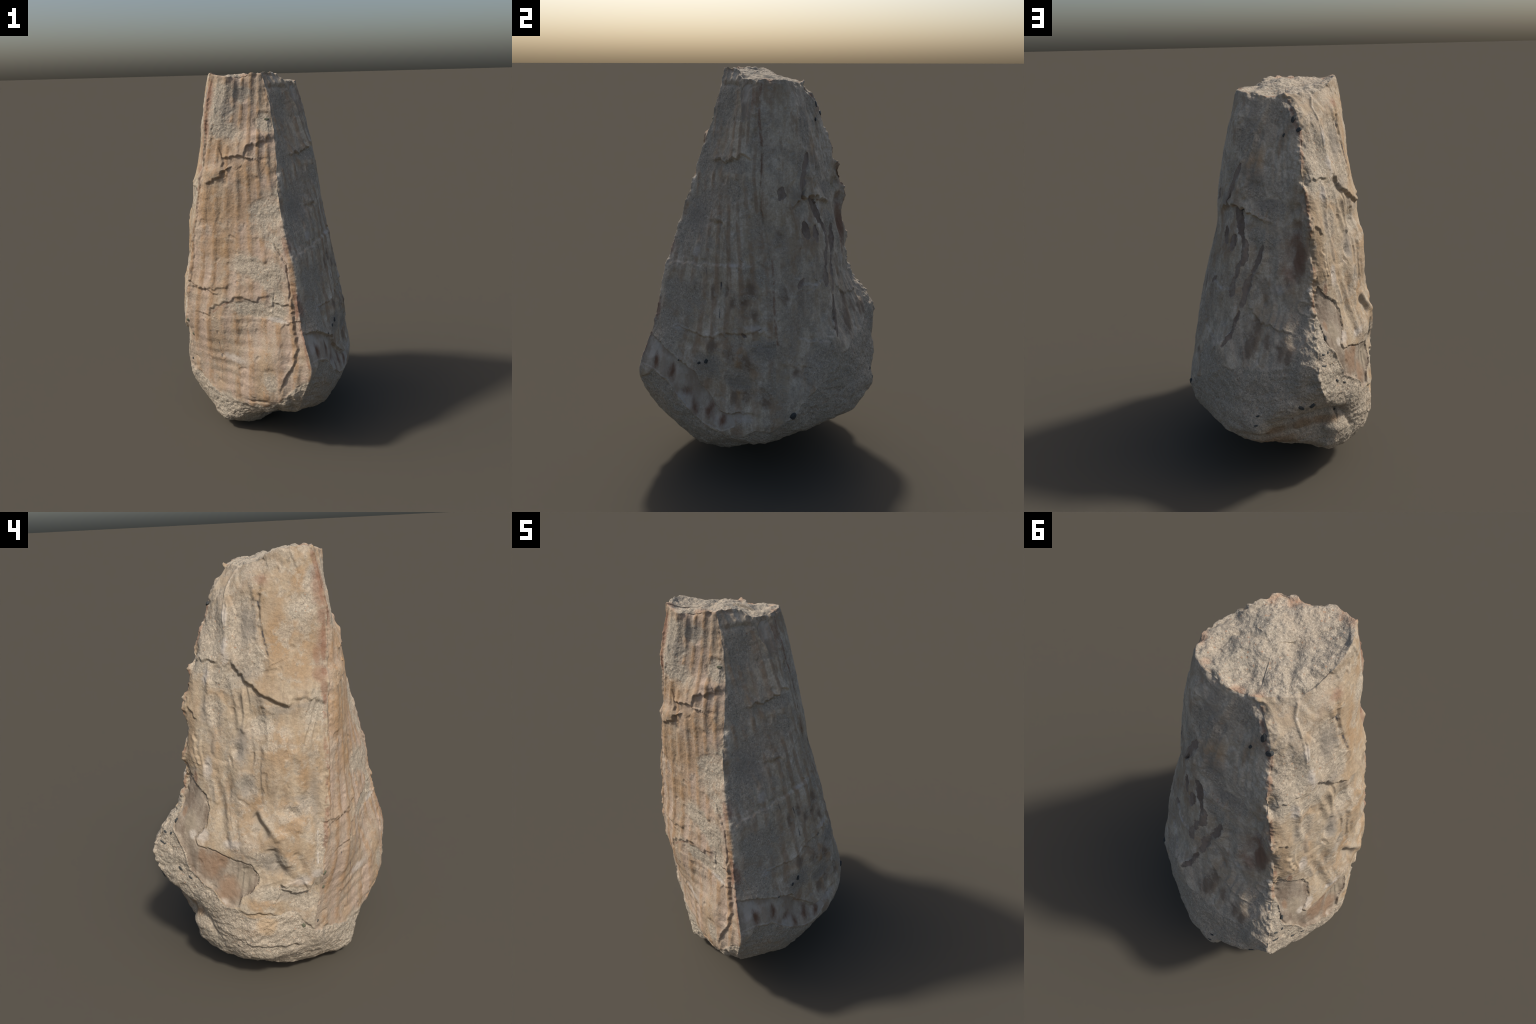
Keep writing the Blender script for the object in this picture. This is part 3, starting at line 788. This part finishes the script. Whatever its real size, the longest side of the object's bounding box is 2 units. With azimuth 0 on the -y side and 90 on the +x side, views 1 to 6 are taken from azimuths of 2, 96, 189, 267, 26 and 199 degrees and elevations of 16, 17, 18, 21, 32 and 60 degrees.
def wall(name, bare, rib=None, ochre=(), rust=(), pale=(), brown=(), grey=(), dark_lines=(), rust_lines=(), white_lines=(), tint=CREAM, rib_tint=OCHRE, rib_show=.8, tan=TAN, cool=0., dusty=.72, grey_valleys=()):
    g = Graph(name)
    base, fine, micro = matrix_colour(g, cool)
    ragged = g.math("MULTIPLY", g.math("SUBTRACT", g.noise(.13, 6., .7, warp=.4), .5), 3.2)
    long_n = g.noise(.10, 4., .6, (1, 1, .28), 9.7)
    cloud = g.noise(.2, 3., .6, offset=2.2)
    shell = g.mix(g.ease(long_n, .38, .66), tint, tan)
    if cool:
        shell = g.mix(g.ease(g.noise(.11, 5., .65, (1, 1, .5), 15.), .5, .66, 0., .75), shell, (.66, .585, .48))
        shell = g.mix(g.ease(g.noise(.085, 5., .65, (1, 1, .35), 21.), .52, .66, 0., .8), shell, (.34, .24, .155))
    shell = g.mix(g.math("MULTIPLY", g.ease(cloud, .5, .72), .55), shell, PINK if not cool else (.38, .30, .23))
    if rib is not None:
        tone = g.math("COSINE", g.math("MULTIPLY", rib(g), 2 * np.pi))
        fleck = g.math("MULTIPLY", g.ease(g.noise(.09, 3., .6, (1, 1, .5), 4.4), .3, .58), rib_show)
        shell = g.mix(g.math("MULTIPLY", g.ease(tone, -.2, .85), fleck), shell, rib_tint)
    if ochre:
        shell = g.mix(g.math("MULTIPLY", g.spots(ochre, .6, ragged), .6), shell, OCHRE)
    if brown:
        shell = g.mix(g.math("MULTIPLY", g.spots(brown, .55, ragged), .85), shell, (.17, .118, .082))
    shell = g.mix(g.math("MULTIPLY", g.ease(fine, .62, .38), .25), shell, (.24, .185, .13))
    worn = g.noise(.06, 6., .7, (1, 1, .5), 12.)
    shell = g.mix(g.ease(worn, .50, .68, 0., .5), shell, (.22, .165, .115))
    shell = g.mix(g.ease(g.noise(.008, 3., .7, offset=2.7), .38, .64, .24, 0.), shell, (.20, .15, .105))
    veil = g.ease(g.math("ADD", g.noise(.05, 4., .65, offset=8.), g.math("MULTIPLY", g.math("SUBTRACT", cloud, .5), .7)), .46, .62)
    bare_m = g.math("MAXIMUM", g.spots(bare, .38, ragged), g.math("MULTIPLY", veil, dusty))
    c = g.mix(bare_m, shell, base)
    if grey_valleys:                                           # darker grey tone along the fold valleys
        c = g.mix(g.math("MULTIPLY", g.spots(grey_valleys, .6, g.math("MULTIPLY", ragged, .6)), .6), c, (.25, .215, .17))
    if grey:
        c = g.mix(g.math("MULTIPLY", g.spots(grey, .75, ragged), .42), c, (.19, .17, .145))
    if pale:
        c = g.mix(g.math("MULTIPLY", g.spots(pale, .5, ragged), .5), c, WHITE)
    if rust:
        c = g.mix(g.math("MULTIPLY", g.spots(rust, .6, ragged), .6), c, RUST)
    gaps = g.ease(g.noise(.05, 5., .7, offset=6.), .40, .56)
    for lines, width, tone, amount in ((dark_lines, .0035, BLUE_BLACK, .85), (rust_lines, .007, RUST, .62), (white_lines, .005, WHITE, 1.)):
        for pts in lines:
            w = width
            if pts and not isinstance(pts[0], tuple):
                w, pts = pts[0], pts[1:]
            c = g.mix(g.math("MULTIPLY", g.streak(pts, w), g.math("MULTIPLY", gaps, amount)), c, tone)
    height = g.math("ADD", g.math("MULTIPLY", fine, .6), g.math("MULTIPLY", micro, .35))
    return g.finish(c, height, .55, .008)


def rib_front(g):
    sp = g.curve(g.z, [0, .6, 1.05, 1.37, 1.8, 2], [.082, .08, .068, .06, .045, .042])
    xc = g.curve(g.z, [0, .3, .7, .95, 1.55, 1.8, 2], [-.16, -.165, -.165, -.14, -.14, -.11, -.10])
    wob = g.math("MULTIPLY", g.math("SUBTRACT", g.noise(.2, 1.), .5), .02)
    return g.math("DIVIDE", g.math("ADD", g.math("SUBTRACT", g.x, xc), wob), sp)


def rib_nodular(g):
    sp = g.curve(g.z, [0, .4, 1.0, 1.45, 1.85, 2], [.09, .085, .064, .042, .034, .033])
    yc = g.curve(g.z, [0, .5, 1.0, 1.5, 1.85], [-.15, -.15, -.12, -.135, -.105])
    wob = g.math("MULTIPLY", g.math("SUBTRACT", g.noise(.2, 1.), .5), .02)
    return g.math("DIVIDE", g.math("ADD", g.math("SUBTRACT", g.y, yc), wob), sp)


FRONT_LINE = [.014, (11.97, 1.16), (11.95, .95), (11.97, .8), (0.03, .65), (0.0, .52)]
REAR_LINE = [.011, (6.02, 1.9), (6.0, 1.75), (6.02, 1.55), (6.02, 1.3), (6.05, 1.1), (6.03, .95)]
LEFT_LINE = [.010, (8.93, 1.97), (8.97, 1.85), (8.93, 1.7), (8.9, 1.5)]
LEFT_LOW = [.011, (8.93, 1.40), (8.93, 1.22), (8.97, 1.06), (8.97, .9), (8.97, .75)]
RED_SUTURE = [.0055, (3.0, 1.62), (3.0, 1.5), (2.98, 1.35), (3.0, 1.22), (3.03, 1.1), (3.0, .95), (3.0, .84), (3.05, .76)]
RED_TOP = [.006, (3.0, 1.94), (3.0, 1.85), (3.0, 1.76), (3.02, 1.66)]

MAT = {
    "ribbed_wall": wall(
        "ribbed_shell", BARE_RIBBED, rib_front,
        ochre=[(9.92, 1.64, .07, .07), (11.0, 1.48, .07, .11), (10.7, 1.33, .09, .1), (9.9, 1.3, .09, .1), (11.65, 1.53, .05, .06), (10.2, 1.1, .12, .08), (10.1, 1.48, .06, .03)],
        rust=[(9.1, 1.87, .022, .12), (9.1, 1.72, .02, .06), (11.95, .8, .012, .05)],
        pale=[(11.55, .74, .05, .012), (10.3, .47, .08, .02)],
        grey=[(11.05, 1.885, .04, .035), (10.2, 1.82, .05, .04), (11.0, .82, .04, .02)],
        dark_lines=[[(9.5, .66), (9.63, .55), (9.75, .436), (9.67, .333)], [(9.85, .66), (9.9, .55), (9.97, .45), (9.97, .317)]],
        rust_lines=[FRONT_LINE, [.006, (10.4, .80), (10.0, .76), (9.75, .71)], [.01, (9.1, 1.95), (9.1, 1.8), (9.06, 1.7)]],
        dusty=.42, rib_show=.95, tint=(.425, .32, .245), rib_tint=(.35, .22, .122)),
    "nodular_wall": wall(
        "nodular_shell", BARE_NODULAR, rib_nodular,
        ochre=[(2.08, .677, .06, .05), (1.48, .72, .06, .03), (1.85, .72, .06, .03), (2.35, .65, .05, .05), (2.2, .52, .06, .03), (2.8, .53, .04, .04)],
        rust=[(.05, .82, .02, .06), (.03, 1.12, .02, .04), (2.7, 1.85, .03, .05)],
        pale=[(.88, 1.15, .022, .022), (1.9, 1.112, .02, .01), (.85, .77, .035, .014), (2.4, .84, .05, .014), (2.3, .40, .06, .025), (1.57, .47, .02, .02)],
        brown=[(2.4, 1.0, .02, .04), (2.15, .95, .025, .03), (1.9, .93, .02, .03), (2.4, .9, .02, .025), (1.75, .98, .015, .06), (1.45, .98, .015, .06), (1.5, .72, .03, .03), (1.85, .70, .03, .04), (2.2, .67, .03, .04), (2.05, .49, .02, .05), (2.3, .50, .02, .05), (2.75, .50, .025, .06)],
        grey=[(2.65, .73, .06, .04), (1.5, .62, .05, .04), (.6, 1.3, .06, .07), (2.1, .56, .05, .03)],
        dark_lines=[[(1.25, 1.08), (1.32, .98)], [(1.63, 1.03), (1.63, .95), (1.62, .862)], [(2.0, 1.08), (2.02, .995), (1.97, .913)], [(.93, 1.04), (.93, .985)]],
        rust_lines=[FRONT_LINE, RED_SUTURE, RED_TOP],
        tint=(.60, .515, .395), rib_tint=(.34, .235, .15), rib_show=.85, tan=(.42, .325, .215), cool=.08),  # tints lightened and slightly greyed to match this wall's shadow-side brightness
    "shaded_wall": wall(
        "streaked_shell", BARE_SHADED,
        ochre=[(5.1, 1.62, .05, .06), (3.9, .62, .05, .06), (4.9, 1.0, .04, .05)],
        rust=[(5.78, 1.25, .035, .12), (5.7, 1.12, .04, .06), (5.85, 1.52, .014, .03), (5.8, 1.35, .03, .03)],
        pale=[(4.5, 1.3, .01, .06), (5.55, 1.05, .03, .03), (5.0, 1.35, .02, .02), (4.2, 1.0, .03, .01)],
        brown=[(3.6, .62, .025, .03), (3.95, .59, .02, .05), (3.4, 1.25, .02, .03), (3.3, 1.0, .02, .05), (5.8, 1.2, .04, .12), (5.77, 1.36, .03, .03), (5.2, .87, .03, .05), (5.08, .79, .035, .06), (5.35, .80, .03, .07), (4.95, .73, .04, .03), (5.5, .78, .03, .07), (5.6, .76, .03, .06), (5.75, .62, .05, .05), (3.7, .95, .02, .05)],
        grey=[(5.1, 1.55, .05, .05), (4.4, 1.42, .03, .03), (5.4, 1.44, .06, .03), (4.9, 1.82, .04, .08)],
        dark_lines=[[(5.5, 1.66), (5.45, 1.5)]],
        rust_lines=[REAR_LINE, RED_SUTURE, RED_TOP, [.005, (4.4, 1.41), (4.8, 1.415), (5.2, 1.37)]],
        tint=(.60, .515, .40), rib_show=0, tan=(.41, .325, .225), cool=.1),  # base colours raised, a little grey mixed in, to suit skylit shade here
    "folded_wall": wall(
        "folded_shell", BARE_FOLDED,
        grey_valleys=[(7.72, .89, .02, .045), (7.83, .83, .02, .03), (7.92, .74, .03, .05), (8.1, .66, .05, .025), (7.48, 1.2, .022, .12), (7.52, 1.03, .02, .06), (7.35, 1.51, .03, .05), (7.65, 1.41, .05, .022), (7.95, 1.365, .05, .016), (8.5, 1.38, .08, .013), (7.05, 1.24, .018, .09), (8.55, .53, .06, .018), (8.69, 1.0, .02, .3), (8.4, .985, .04, .014), (7.38, 1.7, .025, .09), (6.8, 1.36, .016, .12)],
        ochre=[(8.07, 1.64, .07, .1), (8.33, 1.54, .06, .08), (7.85, 1.72, .04, .08), (8.5, 1.62, .05, .06), (8.3, 1.88, .05, .05), (8.0, 1.18, .06, .1), (8.25, .87, .04, .05), (8.45, .9, .03, .05), (8.15, .955, .04, .02), (8.05, .85, .03, .04), (8.2, .72, .03, .05), (8.65, .58, .05, .025), (7.7, .96, .025, .03), (7.35, .95, .02, .1), (8.4, 1.1, .03, .06), (7.1, 1.25, .02, .06), (8.15, .5, .06, .03)],
        rust=[(8.9, 1.83, .03, .12), (8.85, 1.62, .025, .07), (8.8, 1.5, .03, .03), (8.75, 1.57, .016, .05), (8.85, 1.73, .02, .04), (8.9, 1.43, .012, .03), (6.55, 1.05, .01, .03), (7.5, 1.88, .03, .02)],
        pale=[(6.93, 1.747, .012, .045), (7.12, 1.63, .018, .06), (7.1, .8, .03, .04), (7.45, .78, .04, .02), (6.75, 1.5, .02, .05), (8.9, .63, .025, .02), (8.6, .6, .04, .02), (6.95, 1.1, .02, .04)],
        grey=[(7.4, 1.72, .035, .05), (7.5, 1.5, .04, .03), (7.5, 1.2, .03, .06), (7.55, 1.03, .035, .05), (7.9, .70, .05, .03), (8.5, .95, .03, .03), (8.75, 1.9, .03, .03)],
        dark_lines=[[(7.35, 1.876), (7.45, 1.804), (7.52, 1.766)], [(7.65, 1.681), (7.78, 1.605), (7.87, 1.543)], [(7.33, 1.17), (7.42, 1.07), (7.5, .948), (7.52, .835), (7.6, .775)], [.0025, (7.25, .90), (7.3, .83)], [.003, (7.2, 1.3), (7.3, 1.2)]],
        rust_lines=[REAR_LINE, LEFT_LINE, LEFT_LOW, [.004, (7.95, 1.405), (8.1, 1.375), (8.2, 1.39)]],
        white_lines=[[.0035, (8.77, 1.164), (8.78, .89), (8.87, .68)], [.006, (6.77, 1.916), (6.68, 1.87), (6.8, 1.8), (6.84, 1.78)], [.008, (7.05, 1.69), (7.1, 1.64), (7.17, 1.57)], [.006, (7.6, .49), (7.37, .555), (7.1, .602), (6.88, .642)]],
        tint=(.415, .335, .235), rib_show=0, tan=(.34, .245, .15)),
}


def rock(name, tint_amount):
    g = Graph(name, .95)
    c, fine, micro = matrix_colour(g)
    stain = g.noise(.12, 4., .65, (.7, .7, 1.4), 1.7)
    c = g.mix(g.math("MULTIPLY", g.ease(stain, .56, .75), tint_amount), c, (.30, .20, .115))
    c = g.mix(g.math("MULTIPLY", g.ease(g.noise(.07, 4., .7, offset=4.), .56, .72), .45), c, (.225, .205, .17))
    return g, c, fine, micro


g, c, fine, micro = rock("rock_matrix", .35)
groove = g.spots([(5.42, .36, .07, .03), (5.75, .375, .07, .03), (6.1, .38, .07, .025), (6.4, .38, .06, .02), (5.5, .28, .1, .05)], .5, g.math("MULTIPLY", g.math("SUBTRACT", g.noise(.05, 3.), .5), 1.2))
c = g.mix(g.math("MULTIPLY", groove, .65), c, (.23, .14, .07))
rag = g.math("MULTIPLY", g.math("SUBTRACT", g.noise(.06, 5., .65), .5), 1.2)
c = g.mix(g.math("MULTIPLY", g.spots([(8.3, .385, .045, .045), (8.15, .45, .08, .025)], .3, rag), .8), c, (.42, .305, .19))
MAT["rock_foot"] = g.finish(c, g.math("ADD", fine, g.math("MULTIPLY", micro, .5)), .8, .009)

g, c, fine, micro = rock("broken_matrix", .2)
c = g.mix(g.math("MULTIPLY", g.spots([(9, 1.98, .03, .03), (9.5, 1.97, .03, .015), (11.5, 1.98, .04, .012), (0.2, 1.985, .03, .012), (3.2, 1.94, .03, .015), (4.2, 1.93, .03, .012), (5.2, 1.915, .03, .012), (6, 1.92, .03, .02)], .5, g.math("MULTIPLY", g.math("SUBTRACT", g.noise(.04, 3.), .5), 1.2)), .55), c, (.36, .20, .12))
MAT["broken_end"] = g.finish(c, g.math("ADD", fine, g.math("MULTIPLY", micro, .6)), .7, .007)


def flaked(name, deep, mid, matrix_share, stripes=None):
    g = Graph(name, .75)
    base, fine, micro = matrix_colour(g)
    n = g.noise(.09, 4., .65, (1, 1, .35), 5.5)
    c = g.mix(g.ease(n, .38, .62), mid, deep)
    if matrix_share:
        c = g.mix(g.math("MULTIPLY", g.ease(g.noise(.05, 4., .7, (1, 1, .4), 7.7), .45, .62), matrix_share), c, base)
    if stripes:
        c = stripes(g, c, base)
    return g.finish(c, g.math("ADD", fine, micro), .3, .005)


def window_stripes(g, c, base):
    rag = g.math("MULTIPLY", g.math("SUBTRACT", g.noise(.045, 4., .65), .5), 1.4)
    c = g.mix(g.math("MULTIPLY", g.spots([(6.43, .90, .012, .06), (7.2, .67, .05, .06), (7.55, .56, .05, .06), (7.35, .70, .03, .04), (7.1, .70, .02, .05)], .5, rag), .75), c, (.225, .14, .085))
    c = g.mix(g.math("MULTIPLY", g.spots([(7.68, .62, .04, .06), (6.8, .86, .03, .08)], .4, rag), .6), c, (.30, .25, .18))
    return g.mix(g.math("MULTIPLY", g.spots([(6.95, .80, .02, .02), (7.45, .50, .04, .015)], .5, rag), .7), c, (.50, .44, .37))


def stain_spots(g, c, base):
    rag = g.math("MULTIPLY", g.math("SUBTRACT", g.noise(.06, 5., .7, (1, 1, .4)), .5), 3.)
    c = g.mix(g.math("MULTIPLY", g.spots([(.3, .62, .05, .05), (1.1, .42, .05, .04), (1.9, .345, .05, .03), (2.1, .38, .04, .025)], .4, rag), .7), c, (.45, .40, .34))
    return g.mix(g.math("MULTIPLY", g.spots([(.4, .575, .018, .05), (.83, .557, .02, .055), (1.33, .47, .022, .09), (1.6, .40, .032, .06), (1.9, .37, .02, .04), (1.15, .46, .03, .03)], .6, rag), 1.), c, (.165, .09, .055))


LOOKS = {
    "inner_layer": flaked("worn_inner_shell", (.17, .13, .095), (.25, .205, .155), .4, window_stripes),
    "dark_inner_layer": flaked("dark_inner_shell", (.17, .125, .095), (.26, .20, .155), .3),
    "stained_layer": flaked("stained_inner_shell", (.32, .25, .185), (.44, .37, .29), .6, stain_spots),
}


# ------------------------------------------------------------------ assembly
fossil = bpy.data.objects.new("fossil_shell", None)
bpy.context.collection.objects.link(fossil)
fossil["label"] = "broken four-sided fossil shell, ribbed, beige and ochre, filled with rock"
fossil["category"] = "fossil"
WALLS = {}
for k, name in enumerate(PARTS):
    WALLS[name] = mesh_part(name, QUADS[label == k], MAT[name], fossil)
for k, (owner, look) in enumerate(PATCHES):
    chosen = QUADS[label == 6 + k]
    if len(chosen):
        mesh_part(look, chosen, LOOKS[look], WALLS[owner])

# dark pebbles set in the matrix
g = Graph("dark_pebble", .5)
c = g.mix(g.ease(g.noise(.012, 3.), .4, .65), (.03, .032, .033), (.085, .09, .085))
PEBBLE = g.finish(c, g.noise(.008, 2.), .4, .004)
g = Graph("green_pebble", .6)
c = g.mix(g.ease(g.noise(.012, 3.), .4, .65), (.09, .095, .06), (.17, .165, .11))
GREEN = g.finish(c, g.noise(.008, 2.), .4, .004)
bpy.ops.mesh.primitive_ico_sphere_add(subdivisions=4, radius=1)
ball = bpy.context.active_object
BALL = np.array([v.co for v in ball.data.vertices])
BALL_F = [tuple(p.vertices) for p in ball.data.polygons]
bpy.data.objects.remove(ball)
shapes = []
for k in range(5):
    co = BALL * (1 + .28 * noise(BALL, .9, 200 + k)[:, None])
    co = np.clip(co, -.8, .85) + .04 * noise(BALL, .3, 210 + k)[:, None]
    me = bpy.data.meshes.new("pebble")
    me.from_pydata(co.tolist(), [], BALL_F)
    me.polygons.foreach_set("use_smooth", np.ones(len(BALL_F), bool))
    shapes.append(me)
TREE = {}
# (u, z, long radius, short radius, turn in degrees, green)
PEBBLES = [(3.52, .417, .020, .015, 60, 0), (1.33, .622, .011, .007, 30, 0), (1.45, .638, .014, .010, 70, 0), (5.9, 1.823, .020, .011, 80, 0), (5.97, 1.78, .016, .012, 45, 0), (5.67, 1.754, .011, .006, 60, 0), (5.65, .53, .020, .011, 140, 0), (5.80, .535, .017, .012, 40, 0), (5.02, .467, .012, .005, 30, 0), (5.08, .421, .013, .004, 20, 0), (6.28, .736, .008, .004, 20, 0), (6.42, .79, .009, .006, 60, 0), (6.38, .85, .013, .006, 70, 0), (6.22, .79, .011, .006, 150, 0), (6.2, .742, .013, .005, 155, 0), (6.65, .629, .014, .006, 140, 0), (6.9, .595, .013, .005, 145, 0), (8.83, .355, .014, .009, 120, 1), (9.08, .36, .009, .006, 70, 0), (9.05, .62, .013, .010, 30, 1), (9.1, .53, .008, .008, 0, 1), (11.8, 1.762, .007, .014, 90, 1), (6.8, .41, .014, .005, 30, 0), (.98, .617, .006, .004, 40, 0), (4.95, 1.40, .010, .004, 20, 0)]
flat = VERT.reshape(NV, NU, 3)
flat_n = skin_n.reshape(NV, NU, 3)
foot_part = WALLS["rock_foot"]
for k, (u, z, a, b, turn, green) in enumerate(PEBBLES):
    col = int(np.argmin(np.abs((US - u + 6) % 12 - 6)))
    rows = slice(ROW_TOP, ROW_BASE)
    row = ROW_TOP + int(np.argmin(np.abs(flat[rows, col, 2] - z)))
    p, n = flat[row, col], NORMAL[row, col]
    right = np.cross([0, 0, 1], n)
    right /= np.linalg.norm(right)
    up = np.cross(n, right)
    t = radians(turn)
    e1, e2 = np.cos(t) * right + np.sin(t) * up, -np.sin(t) * right + np.cos(t) * up
    ob = bpy.data.objects.new("pebble", shapes[k % 5])
    bpy.context.collection.objects.link(ob)
    ob.parent = fossil
    m = np.eye(4)
    m[:3, 0], m[:3, 1], m[:3, 2], m[:3, 3] = e1 * a, e2 * b, n * min(a, b) * .75, p - n * min(a, b) * .15
    from mathutils import Matrix
    ob.matrix_local = Matrix(m.tolist())
    if not ob.data.materials:
        ob.data.materials.append(PEBBLE)
    ob.material_slots[0].link = "OBJECT"
    ob.material_slots[0].material = GREEN if green else PEBBLE
